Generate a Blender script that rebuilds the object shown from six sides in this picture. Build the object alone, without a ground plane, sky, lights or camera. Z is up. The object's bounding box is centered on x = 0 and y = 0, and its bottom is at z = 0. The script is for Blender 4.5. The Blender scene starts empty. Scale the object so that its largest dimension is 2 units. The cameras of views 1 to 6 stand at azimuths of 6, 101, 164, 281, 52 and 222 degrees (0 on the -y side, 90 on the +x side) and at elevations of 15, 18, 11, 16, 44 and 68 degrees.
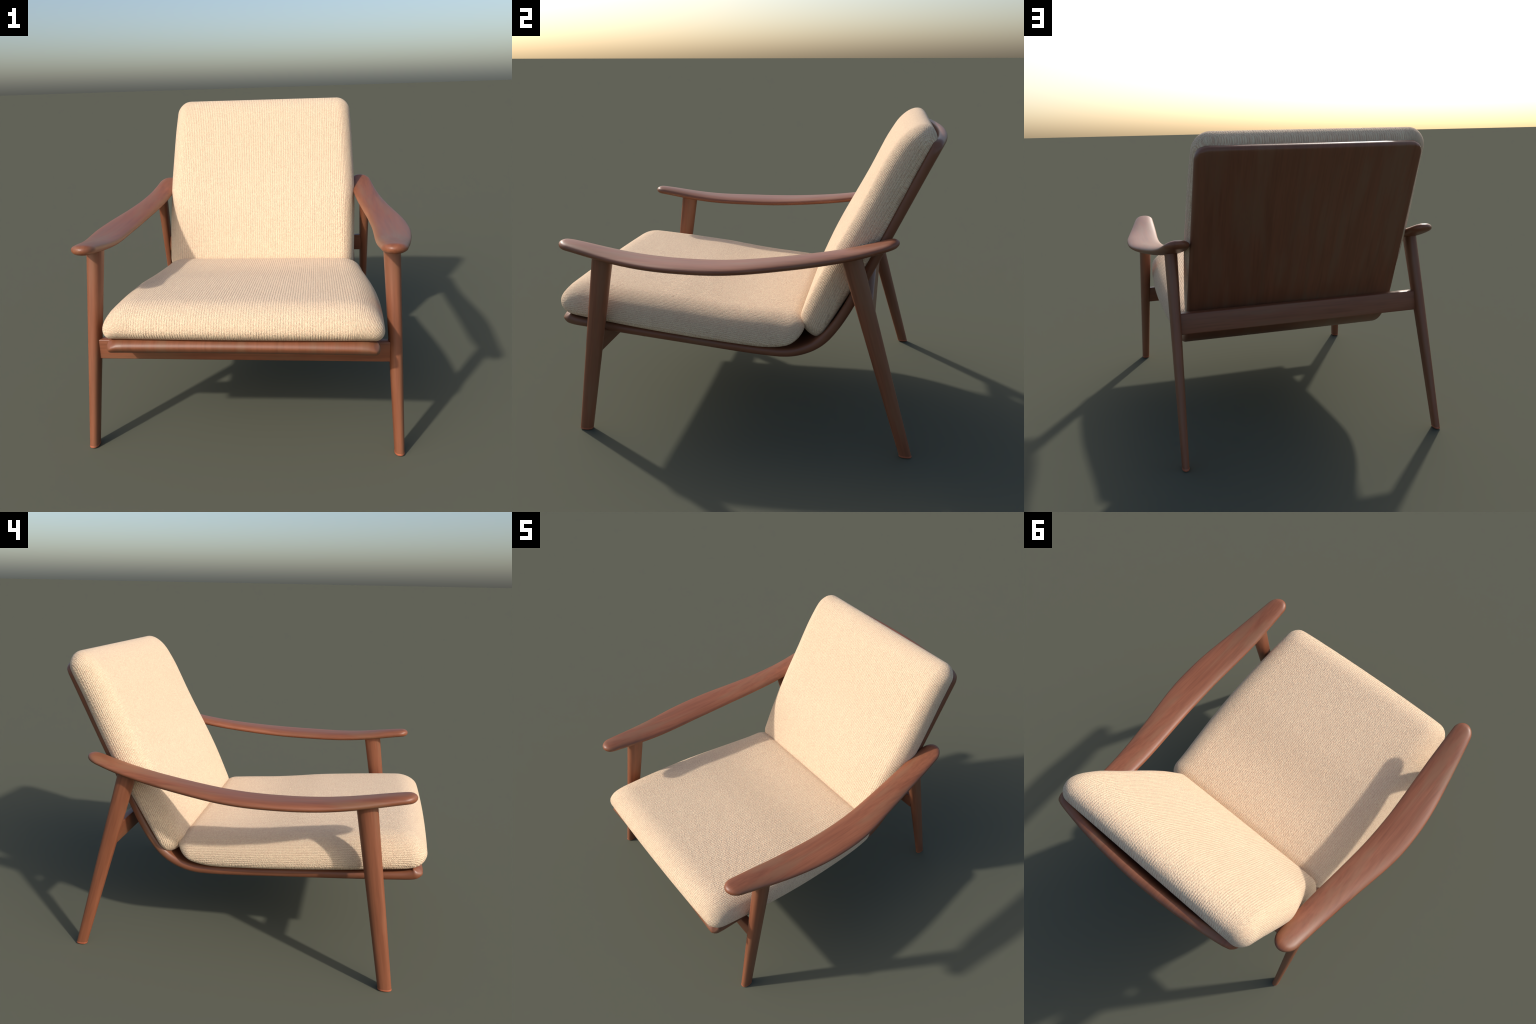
import bpy, math
from mathutils import Vector, Matrix

# ----------------------------------------------------------------------------
# helpers
# ----------------------------------------------------------------------------
def lerp_table(table, t):
    """piecewise smooth interpolation (monotone cubic) through (t, value) pairs"""
    n = len(table)
    if t <= table[0][0]:
        return table[0][1]
    if t >= table[-1][0]:
        return table[-1][1]
    sl = [(table[i + 1][1] - table[i][1]) / (table[i + 1][0] - table[i][0]) for i in range(n - 1)]
    m = [sl[0]] + [0.0 if sl[i - 1] * sl[i] <= 0 else 2 * sl[i - 1] * sl[i] / (sl[i - 1] + sl[i]) for i in range(1, n - 1)] + [sl[-1]]
    for i in range(n - 1):
        if t <= table[i + 1][0]:
            h = table[i + 1][0] - table[i][0]
            u = (t - table[i][0]) / h
            return ((2 * u**3 - 3 * u**2 + 1) * table[i][1] + (u**3 - 2 * u**2 + u) * h * m[i]
                    + (-2 * u**3 + 3 * u**2) * table[i + 1][1] + (u**3 - u**2) * h * m[i + 1])


def smooth(a, b, t):
    u = min(1.0, max(0.0, (t - a) / (b - a)))
    return u * u * (3 - 2 * u)


def make_object(name, verts, faces, material, parent, matrix=None, sharp=None):
    """verts are world positions; the mesh is stored in the frame given by matrix"""
    matrix = matrix or Matrix.Identity(4)
    inv = matrix.inverted()
    mesh = bpy.data.meshes.new(name)
    mesh.from_pydata([inv @ Vector(v) for v in verts], [], faces)
    mesh.validate()
    mesh.update()
    import bmesh
    bm = bmesh.new()
    bm.from_mesh(mesh)
    bmesh.ops.recalc_face_normals(bm, faces=bm.faces)
    bm.to_mesh(mesh)
    bm.free()
    mesh.polygons.foreach_set("use_smooth", [True] * len(mesh.polygons))
    if sharp:
        mesh.set_sharp_from_angle(angle=math.radians(sharp))
    mesh.materials.append(material)
    ob = bpy.data.objects.new(name, mesh)
    bpy.context.collection.objects.link(ob)
    ob.parent = parent
    ob.matrix_world = matrix
    return ob


def loft(rings, cap=True):
    verts = [v for r in rings for v in r]
    n = len(rings[0])
    faces = []
    for k in range(len(rings) - 1):
        for i in range(n):
            j = (i + 1) % n
            faces.append((k * n + i, k * n + j, (k + 1) * n + j, (k + 1) * n + i))
    if cap:
        faces.append(tuple(range(n))[::-1])
        faces.append(tuple((len(rings) - 1) * n + i for i in range(n)))
    return verts, faces


def superellipse(k, n, power):
    a = 2 * math.pi * k / n
    c, s = math.cos(a), math.sin(a)
    return (math.copysign(abs(c) ** (2 / power), c), math.copysign(abs(s) ** (2 / power), s))


def edge_spacing(half, radius, near, inner):
    """coordinates from -half to half, crowded in the rounded border of width radius"""
    border = [half - radius * (1 - math.cos(math.pi / 2 * k / near)) for k in range(near + 1)]
    mid = half - radius
    core = [mid - 2 * mid * k / inner for k in range(1, inner)]
    out = border + core + [-b for b in border[::-1]]
    return out[::-1]


def padded_slab(half_x, half_y, corner, radii, surface, near=10, inner_x=40, inner_y=44):
    """Closed slab over a rounded rectangle.  radii = border widths (x, y-, y+).
    surface(x, y, fx, fy, side) -> world point; fx, fy are 0 on the border and 1 inside."""
    rx, ry0, ry1 = radii
    xs = edge_spacing(1.0, rx / half_x, near, inner_x)
    ys0 = edge_spacing(1.0, ry0 / half_y, near, inner_y)
    ys1 = edge_spacing(1.0, ry1 / half_y, near, inner_y)
    ys = [y for y in ys0 if y < -1e-6] + [0.0] + [y for y in ys1 if y > 1e-6]
    nx, ny = len(xs), len(ys)
    verts, index = [], {}

    def plan(p, q):
        x, y = p * half_x, q * half_y
        ax, ay = abs(x) - (half_x - corner), abs(y) - (half_y - corner)
        if ax > 0 and ay > 0:
            u, v = ax / corner, ay / corner         # smooth square-to-disc map of the corner
            x = math.copysign(half_x - corner + corner * u * math.sqrt(1 - v * v / 2), x)
            y = math.copysign(half_y - corner + corner * v * math.sqrt(1 - u * u / 2), y)
        return x, y

    for side in (1, -1):
        for i, p in enumerate(xs):
            for j, q in enumerate(ys):
                border = i in (0, nx - 1) or j in (0, ny - 1)
                if side == -1 and border:
                    index[(i, j, side)] = index[(i, j, 1)]
                    continue
                x, y = plan(p, q)
                dx = (1 - abs(p)) * half_x
                dy = (1 - abs(q)) * half_y
                index[(i, j, side)] = len(verts)
                verts.append(surface(x, y, dx, dy, p, q, side))
    faces = []
    for side in (1, -1):
        for i in range(nx - 1):
            for j in range(ny - 1):
                f = (index[(i, j, side)], index[(i + 1, j, side)], index[(i + 1, j + 1, side)], index[(i, j + 1, side)])
                faces.append(f if side == 1 else f[::-1])
    return verts, faces


def dome(d, r, n=2.0):
    """0 at the border, 1 at distance r and beyond"""
    u = min(1.0, max(0.0, d / r))
    return (1 - (1 - u) ** n) ** (1 / n)


# ----------------------------------------------------------------------------
# materials
# ----------------------------------------------------------------------------
def srgb(r, g, b):
    f = lambda c: c / 12.92 if c <= 0.04045 else ((c + 0.055) / 1.055) ** 2.4
    return (f(r / 255), f(g / 255), f(b / 255), 1.0)


class Tree:
    def __init__(self, name):
        self.mat = bpy.data.materials.new(name)
        self.mat.use_nodes = True
        self.nt = self.mat.node_tree
        self.nt.nodes.clear()
        self.out = self.node("ShaderNodeOutputMaterial")
        self.bsdf = self.node("ShaderNodeBsdfPrincipled")
        self.link(self.bsdf.outputs[0], self.out.inputs[0])

    def node(self, kind, **props):
        n = self.nt.nodes.new(kind)
        for k, v in props.items():
            setattr(n, k, v)
        return n

    def link(self, a, b):
        self.nt.links.new(a, b)

    def put(self, socket, value):
        if hasattr(value, "is_output"):
            self.link(value, socket)
        else:
            socket.default_value = value

    def math(self, op, a, b=0.0, c=None):
        n = self.node("ShaderNodeMath", operation=op)
        self.put(n.inputs[0], a)
        self.put(n.inputs[1], b)
        if c is not None:
            self.put(n.inputs[2], c)
        return n.outputs[0]

    def smoothstep(self, value, a, b):
        n = self.node("ShaderNodeMapRange", interpolation_type="SMOOTHSTEP")
        self.put(n.inputs[0], value)
        n.inputs[1].default_value, n.inputs[2].default_value = a, b
        return n.outputs[0]

    def xyz(self, vector):
        n = self.node("ShaderNodeSeparateXYZ")
        self.link(vector, n.inputs[0])
        return n.outputs

    def combine(self, x, y, z):
        n = self.node("ShaderNodeCombineXYZ")
        for s, v in zip(n.inputs, (x, y, z)):
            self.put(s, v)
        return n.outputs[0]

    def scaled(self, vector, scale, shift=(0, 0, 0)):
        n = self.node("ShaderNodeMapping")
        self.link(vector, n.inputs[0])
        n.inputs[1].default_value = shift
        n.inputs[3].default_value = scale
        return n.outputs[0]

    def noise(self, vector, scale, detail=2.0, rough=0.5, distortion=0.0):
        n = self.node("ShaderNodeTexNoise")
        self.link(vector, n.inputs["Vector"])
        n.inputs["Scale"].default_value = scale
        n.inputs["Detail"].default_value = detail
        n.inputs["Roughness"].default_value = rough
        n.inputs["Distortion"].default_value = distortion
        return n.outputs[0]

    def ramp(self, value, stops):
        n = self.node("ShaderNodeValToRGB")
        self.put(n.inputs[0], value)
        el = n.color_ramp.elements
        while len(el) < len(stops):
            el.new(0.5)
        for e, (p, c) in zip(el, stops):
            e.position, e.color = p, c
        return n.outputs[0]

    def mix(self, f, a, b, blend="MIX"):
        n = self.node("ShaderNodeMix", data_type="RGBA", blend_type=blend)
        self.put(n.inputs[0], f)
        self.put(n.inputs[6], a)
        self.put(n.inputs[7], b)
        return n.outputs[2]

    def bump(self, height, strength, distance, normal=None):
        n = self.node("ShaderNodeBump")
        n.inputs["Strength"].default_value = strength
        n.inputs["Distance"].default_value = distance
        self.put(n.inputs["Height"], height)
        if normal is not None:
            self.link(normal, n.inputs["Normal"])
        return n.outputs[0]


WOOD_DARK, WOOD_MID, WOOD_LIGHT = srgb(113, 65, 43), srgb(130, 77, 52), srgb(143, 88, 61)


def wood(name, axis, dark=WOOD_DARK, mid=WOOD_MID, light=WOOD_LIGHT, grey=srgb(127, 88, 63), boards=0.0):
    """satin teak, grain running along one object axis"""
    t = Tree(name)
    co = t.node("ShaderNodeTexCoord").outputs["Object"]
    long, cross = 1.3, 22.0
    scale = [cross, cross, cross]
    for a in axis:
        scale[a] = long
    v = t.scaled(co, scale)
    wide = t.noise(v, 1.0, 3.0, 0.55, 0.6)
    streak_scale = [95.0] * 3
    for a in axis:
        streak_scale[a] = 4.0
    streak = t.noise(t.scaled(co, streak_scale), 1.0, 3.0, 0.6)
    pore_scale = [420.0] * 3
    for a in axis:
        pore_scale[a] = 22.0
    pore = t.noise(t.scaled(co, pore_scale), 1.0, 1.0, 0.5)
    tone = t.math("ADD", t.math("MULTIPLY", wide, 0.5), t.math("MULTIPLY", streak, 0.5))
    col = t.ramp(tone, [(0.30, dark), (0.5, mid), (0.72, light)])
    # patches that lean to grey-brown
    patch = t.noise(t.scaled(co, [2.0 if a in axis else 16.0 for a in range(3)], (3.1, 1.7, 0.4)), 1.0, 2.0, 0.5)
    col = t.mix(t.math("MULTIPLY", t.smoothstep(patch, 0.45, 0.70), 0.7), col, grey)
    fleck = t.smoothstep(pore, 0.60, 0.72)
    col = t.mix(t.math("MULTIPLY", fleck, 0.22), col, dark)
    if boards:
        # broad veneer leaves with their own tone
        x = t.xyz(co)[0]
        leaf = t.math("FLOOR", t.math("ADD", t.math("MULTIPLY", x, boards), t.math("MULTIPLY", t.noise(co, 1.2, 0.0), 0.5)))
        wn = t.node("ShaderNodeTexWhiteNoise", noise_dimensions="1D")
        t.link(leaf, wn.inputs["W"])
        col = t.mix(t.math("MULTIPLY", wn.outputs[0], 0.18), col, dark)
    t.link(col, t.bsdf.inputs["Base Color"])
    rough = t.math("ADD", 0.38, t.math("MULTIPLY", streak, 0.12))
    t.link(rough, t.bsdf.inputs["Roughness"])
    t.bsdf.inputs["Specular IOR Level"].default_value = 0.5
    t.link(t.bump(t.math("ADD", streak, t.math("MULTIPLY", pore, 0.5)), 0.10, 0.002), t.bsdf.inputs["Normal"])
    return t.mat


def ribbed_fabric(name, half_width, top):
    """chunky cream wool: ribs along local y, wrapping down over the sides"""
    t = Tree(name)
    co = t.node("ShaderNodeTexCoord").outputs["Object"]
    x, y, z = t.xyz(co)
    ax = t.math("ABSOLUTE", x)
    down = t.math("SUBTRACT", top, z)
    g = t.smoothstep(ax, half_width - 0.16, half_width - 0.02)
    s = t.math("ADD", x, t.math("MULTIPLY", t.math("MULTIPLY", g, down), t.math("SIGN", x)))
    along = t.math("ADD", y, t.math("MULTIPLY", t.math("MULTIPLY", down, t.math("SIGN", y)), t.math("SUBTRACT", 1.0, g)))
    st = t.combine(s, along, 0.0)
    wobble = t.math("MULTIPLY", t.math("SUBTRACT", t.noise(t.scaled(st, (60, 18, 1)), 1.0, 1.0), 0.5), 0.005)
    pitch = 0.0118
    phase = t.math("MULTIPLY", t.math("ADD", s, wobble), 2 * math.pi / pitch)
    rib = t.math("MULTIPLY_ADD", t.math("SINE", phase), 0.5, 0.5)
    rib = t.math("POWER", rib, 0.5)
    # slanted yarn strokes inside every rib
    slant = t.math("ADD", t.math("MULTIPLY", s, 2 * math.pi / 0.0118), t.math("MULTIPLY", along, 2 * math.pi / 0.0085))
    jitter = t.math("MULTIPLY", t.noise(t.scaled(st, (90, 70, 1)), 1.0, 2.0, 0.6), 9.0)
    stroke = t.math("MULTIPLY_ADD", t.math("SINE", t.math("ADD", slant, jitter)), 0.5, 0.5)
    knot = t.noise(t.combine(t.math("ADD", t.math("MULTIPLY", s, 190.0), t.math("MULTIPLY", along, 60.0)), t.math("MULTIPLY", along, 125.0), t.math("MULTIPLY", z, 40.0)), 1.0, 2.0, 0.6)
    fuzz = t.noise(co, 420.0, 2.0, 0.6)
    height = t.math("ADD", t.math("ADD", t.math("MULTIPLY", rib, 0.37), t.math("MULTIPLY", stroke, 0.23)), t.math("ADD", t.math("MULTIPLY", knot, 1.15), t.math("MULTIPLY", fuzz, 0.2)))
    # colour: cream yarn with slightly pink and slightly yellow strands, duller in the gaps
    hue = t.noise(t.scaled(st, (120, 80, 1)), 1.0, 3.0, 0.7)
    cloud = t.noise(t.scaled(st, (30, 18, 1)), 1.0, 2.0, 0.6)
    tint = t.math("ADD", t.math("MULTIPLY", hue, 0.65), t.math("ADD", t.math("MULTIPLY", cloud, 0.15), t.math("MULTIPLY", stroke, 0.2)))
    col = t.ramp(tint, [(0.36, srgb(221, 185, 154)), (0.5, srgb(230, 201, 169)), (0.64, srgb(236, 214, 180))])
    gap = t.math("SUBTRACT", 1.0, t.smoothstep(t.math("ADD", rib, t.math("MULTIPLY", t.math("SUBTRACT", knot, 0.5), 1.4)), 0.0, 0.55))
    col = t.mix(t.math("MULTIPLY", gap, 0.32), col, srgb(152, 122, 97))
    t.link(col, t.bsdf.inputs["Base Color"])
    t.bsdf.inputs["Roughness"].default_value = 0.9
    t.bsdf.inputs["Specular IOR Level"].default_value = 0.2
    t.bsdf.inputs["Sheen Weight"].default_value = 0.12
    t.bsdf.inputs["Sheen Roughness"].default_value = 0.5
    t.link(t.bump(height, 0.85, 0.005), t.bsdf.inputs["Normal"])
    return t.mat


# ----------------------------------------------------------------------------
# the chair
# ----------------------------------------------------------------------------
chair = bpy.data.objects.new("lounge_chair", None)
bpy.context.collection.objects.link(chair)
chair["label"] = "low teak lounge chair with cream ribbed cushions"
chair["category"] = "armchair"

wood_leg = wood("teak_leg", (2,))
wood_arm = wood("teak_arm", (1,))
wood_rail = wood("teak_rail", (0,))
wood_shell = wood("teak_veneer", (1, 2), srgb(111, 66, 44), srgb(124, 75, 51), srgb(135, 83, 58), srgb(123, 87, 64), boards=6.0)
wood_pale = wood("teak_pale_edge", (2,), srgb(150, 80, 55), srgb(168, 92, 64), srgb(180, 104, 74))

# ---- legs ------------------------------------------------------------------
def build_leg(side, foot, top, size_foot, size_top):
    """tapered oval leg between two centres; sizes are full (x, y) widths of level cuts"""
    foot, top = Vector((side * foot[0], foot[1], foot[2])), Vector((side * top[0], top[1], top[2]))
    axis = (top - foot).normalized()
    rot = Vector((0, 0, 1)).rotation_difference(axis).to_matrix().to_4x4()
    frame = Matrix.Translation(foot) @ rot
    n = 40
    rings = []
    for k in range(25):
        u = 0.012 + (1 - 0.012) * k / 24
        c = foot.lerp(top, u)
        w = [size_foot[i] + (size_top[i] - size_foot[i]) * u for i in (0, 1)]
        rings.append([(c.x + w[0] / 2 * a, c.y + w[1] / 2 * b, c.z) for a, b in (superellipse(i, n, 2.35) for i in range(n))])
    leg = make_object("leg", *loft(rings), wood_leg, chair, frame, sharp=50)
    # thin pale rim the leg stands on
    rings = []
    height = top.z - foot.z
    for z, inset in ((0.0, 0.006), (0.002, 0.002), (0.005, 0.0), (0.012 * height, 0.0015)):
        c = foot.lerp(top, z / height)
        w = [s / 2 + 0.001 - inset for s in size_foot]
        rings.append([(c.x + w[0] * a, c.y + w[1] * b, z) for a, b in (superellipse(i, n, 2.35) for i in range(n))])
    rim = make_object("foot_rim", *loft(rings), wood_pale, leg, frame, sharp=50)
    return leg

for side in (1, -1):
    build_leg(side, (0.757, -0.825, 0.0), (0.7134, -0.668, 0.990), (0.048, 0.072), (0.080, 0.107))
    build_leg(side, (0.695, 0.882, 0.0), (0.6755, 0.568, 1.04), (0.036, 0.063), (0.065, 0.103))

# ---- cross rails -----------------------------------------------------------
def build_rail(half_length, slant, y0, y1, z0, z1, tilt=0.0, r=0.006):
    """bar along x with softened edges; its ends lean with the legs"""
    yc, zc, hy, hz = (y0 + y1) / 2, (z0 + z1) / 2, (y1 - y0) / 2, (z1 - z0) / 2
    section = []
    for cy, cz, a0 in ((1, 1, 0), (-1, 1, 90), (-1, -1, 180), (1, -1, 270)):
        for k in range(5):
            a = math.radians(a0 + 90 * k / 4)
            section.append((yc + cy * (hy - r) + r * math.cos(a), zc + cz * (hz - r) + r * math.sin(a)))
    rings = []
    for k in range(13):
        u = -1 + 2 * k / 12
        rings.append([(u * (half_length - slant * (z - zc)), y - tilt * (z - zc), z) for y, z in section])
    return make_object("crossbar", *loft(rings), wood_rail, chair, Matrix.Translation((0, yc, zc)), sharp=40)

build_rail(0.715, 0.044, -0.768, -0.722, 0.447, 0.548)
build_rail(0.662, 0.018, 0.642, 0.684, 0.630, 0.736, 0.14)

# ---- armrests --------------------------------------------------------------
ARM_OUTER = [(-0.905, 0.752), (-0.74, 0.784), (-0.6, 0.810), (-0.4, 0.842), (-0.25, 0.857), (-0.1, 0.858), (0.05, 0.843), (0.2, 0.814), (0.5, 0.759), (0.7, 0.729), (0.785, 0.716)]
ARM_INNER = [(-0.905, 0.645), (-0.74, 0.646), (-0.6, 0.648), (-0.4, 0.656), (-0.2, 0.663), (0.0, 0.658), (0.2, 0.640), (0.5, 0.608), (0.7, 0.596), (0.785, 0.600)]
ARM_Z = [(-0.905, 1.034), (-0.83, 1.025), (-0.67, 0.998), (-0.48, 0.975), (-0.31, 0.968), (-0.15, 0.968), (0.0, 0.974), (0.2, 0.993), (0.436, 1.025), (0.6, 1.058), (0.73, 1.098), (0.785, 1.117)]
ARM_THICK = [(-0.905, 0.024), (-0.7, 0.026), (-0.3, 0.026), (0.1, 0.026), (0.5, 0.025), (0.785, 0.022)]

def flowing(table, t, reach=0.075):
    """table value averaged over a short stretch, continued straight beyond the ends"""
    total = 0.0
    for k in range(-4, 5):
        u = t + reach * k / 4
        v = lerp_table(table, u)
        for (t0, v0), (t1, v1), out in ((table[0], table[1], u < table[0][0]), (table[-1], table[-2], u > table[-1][0])):
            if out:
                v = v0 + (u - t0) * (v1 - v0) / (t1 - t0)
        total += v
    return total / 9


def build_armrest(side):
    y_front, y_rear = -0.905, 0.787
    n, stations = 48, 110
    rings = []
    for k in range(stations + 1):
        u = k / stations
        y = y_front + (y_rear - y_front) * (0.5 - 0.5 * math.cos(math.pi * u))
        xo, xi = flowing(ARM_OUTER, y), flowing(ARM_INNER, y)
        zc, th = flowing(ARM_Z, y), lerp_table(ARM_THICK, y)
        slope = (flowing(ARM_Z, y + 0.004) - flowing(ARM_Z, y - 0.004)) / 0.008
        # rounded ends
        end = dome(min(y - y_front, (y_rear - y) * 1.0), 0.062 if y < 0 else 0.068, 2.0)
        end_t = dome(min(y - y_front, (y_rear - y) * 1.0), 0.035, 2.0)
        end, end_t = max(end, 0.02), max(end_t, 0.02)
        xc, w = (xo + xi) / 2, (xo - xi) / 2 * end
        h = th * end_t
        nrm = Vector((0, -slope, 1)).normalized()
        ring = []
        for i in range(n):
            a, b = superellipse(i, n, 2.25)
            p = Vector((side * (xc + w * a), y, zc)) + nrm * (h * b + 0.006 * max(0.0, a) * math.exp(-((y + 0.2) / 0.4) ** 2))
            ring.append(p)
        rings.append(ring)
    return make_object("armrest", *loft(rings), wood_arm, chair, Matrix.Translation((side * 0.74, 0, 0.98)))

for side in (1, -1):
    build_armrest(side)

# ---- bent plywood shell ----------------------------------------------------
SHELL_X = 0.019
SHELL_THICK = 0.048
# underside and rear outline in the y-z plane, from the front lip over the bend to the top
SHELL_PATH = [(-0.985, 0.606), (-0.969, 0.578), (-0.938, 0.556), (-0.846, 0.542), (-0.626, 0.519), (-0.24, 0.484), (0.01, 0.462), (0.15, 0.453),
              (0.235, 0.452), (0.312, 0.465), (0.393, 0.500), (0.454, 0.548), (0.509, 0.618), (0.558, 0.700), (0.598, 0.780), (0.738, 1.080), (0.931, 1.505), (0.957, 1.565)]

def resample(points, step):
    """Catmull-Rom through the points, then even steps"""
    dense = []
    for i in range(len(points) - 1):
        p0, p1, p2, p3 = (Vector(points[min(max(i + k, 0), len(points) - 1)]) for k in (-1, 0, 1, 2))
        d = [max((b - a).length, 1e-6) ** 0.5 for a, b in ((p0, p1), (p1, p2), (p2, p3))]
        for k in range(24):
            u = k / 24
            m1 = (p2 - p0) * (d[1] ** 2 / (d[0] ** 2 + d[1] ** 2)) if i else (p2 - p1)
            m2 = (p3 - p1) * (d[1] ** 2 / (d[1] ** 2 + d[2] ** 2)) if i < len(points) - 2 else (p2 - p1)
            dense.append((2 * u**3 - 3 * u**2 + 1) * p1 + (u**3 - 2 * u**2 + u) * m1 + (-2 * u**3 + 3 * u**2) * p2 + (u**3 - u**2) * m2)
    dense.append(Vector(points[-1]))
    out, acc = [(0.0, dense[0])], 0.0
    for a, b in zip(dense, dense[1:]):
        acc += (b - a).length
        out.append((acc, b))
    return out

path = resample(SHELL_PATH, 0.01)
PATH_LENGTH = path[-1][0]

def path_at(s):
    s = min(max(s, 0.0), PATH_LENGTH)
    lo, hi = 0, len(path) - 1
    while hi - lo > 1:
        mid = (lo + hi) // 2
        if path[mid][0] <= s:
            lo = mid
        else:
            hi = mid
    a, b = path[lo], path[hi]
    return a[1].lerp(b[1], (s - a[0]) / max(b[0] - a[0], 1e-9))

def shell_surface(x, y, dx, dy, p, q, side):
    s = (y + PATH_LENGTH / 2)
    c = path_at(s)
    d = (path_at(s + 0.012) - path_at(s - 0.012)).normalized()
    nrm = Vector((-d.y, d.x))                       # towards the sitter
    width = lerp_table([(0.0, 0.628), (0.25, 0.618), (1.3, 0.596), (1.7, 0.588), (2.0, 0.580), (PATH_LENGTH, 0.566)], s) / 0.6
    f = dome(dx, 0.02) * dome(dy, 0.02)
    mid = SHELL_THICK / 2
    lip = 1 + 0.35 * (1 - smooth(0.0, 0.14, s))     # the front lip is rolled thicker
    pos = c + nrm * (mid * lip + side * mid * lip * f)
    bow = lerp_table([(0.43, 0.0), (0.65, 0.014), (0.80, 0.025), (1.1, 0.029), (1.3, 0.037), (1.57, 0.054)], c.y) * (1 - p * p)
    pos = pos + Vector((bow, 0.0))                  # the backrest is hollowed towards the rear
    return (SHELL_X + x * width, pos.x, pos.y)

verts, faces = padded_slab(0.6, PATH_LENGTH / 2, 0.065, (0.02, 0.02, 0.02), shell_surface, near=6, inner_x=36, inner_y=150)
make_object("seat_shell", verts, faces, wood_shell, chair, Matrix.Translation((SHELL_X, 0, 0.5)))

# ---- cushions --------------------------------------------------------------
def cushion(name, frame, half_x, half_y, corner, radii, c_top, c_bottom, shape, material, bottom_r=0.055, lift=0.0, sag=0.0):
    rx, ry0, ry1 = radii

    def surface(x, y, dx, dy, p, q, side):
        ry = ry0 if q < 0 else ry1
        edge = lift * (0.35 + 0.65 * dome(dx, 0.16)) * max(0.0, 1 - dy / 0.2) ** 2 if q > 0 else 0.0      # the seam rises towards the far edge
        edge -= sag * max(0.0, 1 - dx / 0.15) ** 2 * dome(dy, 0.2)       # the flanks hang a little
        if side == 1:
            h = edge + (c_top - edge) * dome(dx, rx) * dome(dy, ry)
        else:
            far = dome(dy, 0.25, 1.6) if lift and q > 0 else dome(dy, 0.12 if lift else bottom_r)
            h = edge - (c_bottom + edge) * dome(dx, bottom_r) * far
        x, y, h = shape(x, y, h, p, q, side)
        return frame @ Vector((x, y, h))

    verts, faces = padded_slab(half_x, half_y, corner, radii, surface, near=12, inner_x=36, inner_y=40)
    return make_object(name, verts, faces, material, chair, frame)

# seat: local y points to the back, pitched down towards the bend
pitch = math.atan(0.098)
seat_frame = Matrix.Translation((0.020, -0.326, 0.622)) @ Matrix.Rotation(-pitch, 4, "X")

def seat_shape(x, y, h, p, q, side):
    x *= 1.0 - 0.012 * (q + 1)
    x += 0.034 * p * (1 - q * q) ** 1.3                             # flanks swell half way along
    if q < 0:
        y -= 0.013 * (1 - p * p) * q * q                            # and so does the front
    if side == 1:
        h += 0.011 * (1 - p ** 4) * (1 - q ** 4) * (1 - smooth(-0.05, 0.5, q))
        h -= 0.035 * h * smooth(-0.1, 0.25, q) * (1 - smooth(0.3, 0.6, q))
        h += 0.006 * smooth(0.5, 0.8, q) * h / 0.104
    return x, y, h

seat_fabric = ribbed_fabric("cream_wool_seat", 0.641, 0.10)
cushion("seat_cushion", seat_frame, 0.641, 0.664, 0.075, (0.15, 0.14, 0.078), 0.104, 0.066, seat_shape, seat_fabric, bottom_r=0.04, lift=0.065, sag=0.022)

# back: local y points up along the backrest, local z to the sitter
lean = math.radians(24.2)
up = Vector((0, math.sin(lean), math.cos(lean)))
front = Vector((0, -math.cos(lean), math.sin(lean)))
right = up.cross(front)
origin = up * 1.259 + front * -0.122
back_frame = Matrix(((right.x, up.x, front.x, origin.x), (right.y, up.y, front.y, origin.y), (right.z, up.z, front.z, origin.z), (0, 0, 0, 1)))

def back_shape(x, y, h, p, q, side):
    x *= lerp_table([(-1, 0.975), (-0.5, 0.995), (-0.1, 1.0), (0.4, 0.985), (1, 0.955)], q)
    if side == 1:
        h += 0.012 * (1 - p ** 6) * (1 - q * q)
        h *= 1 + 0.26 * smooth(0.35, -0.6, q)                       # fuller in the small of the back
    else:
        h *= lerp_table([(-1, 0.45), (-0.6, 0.66), (-0.1, 0.95), (0.5, 1.02), (0.8, 0.95), (1, 0.8)], q)
    h -= 0.019 * smooth(0.55, 1.0, q)                               # the top end rolls back over the shell
    return x, y, h

back_fabric = ribbed_fabric("cream_wool_back", 0.612, 0.09)
cushion("back_cushion", back_frame, 0.612, 0.598, 0.09, (0.088, 0.085, 0.14), 0.086, 0.082, back_shape, back_fabric, bottom_r=0.072)
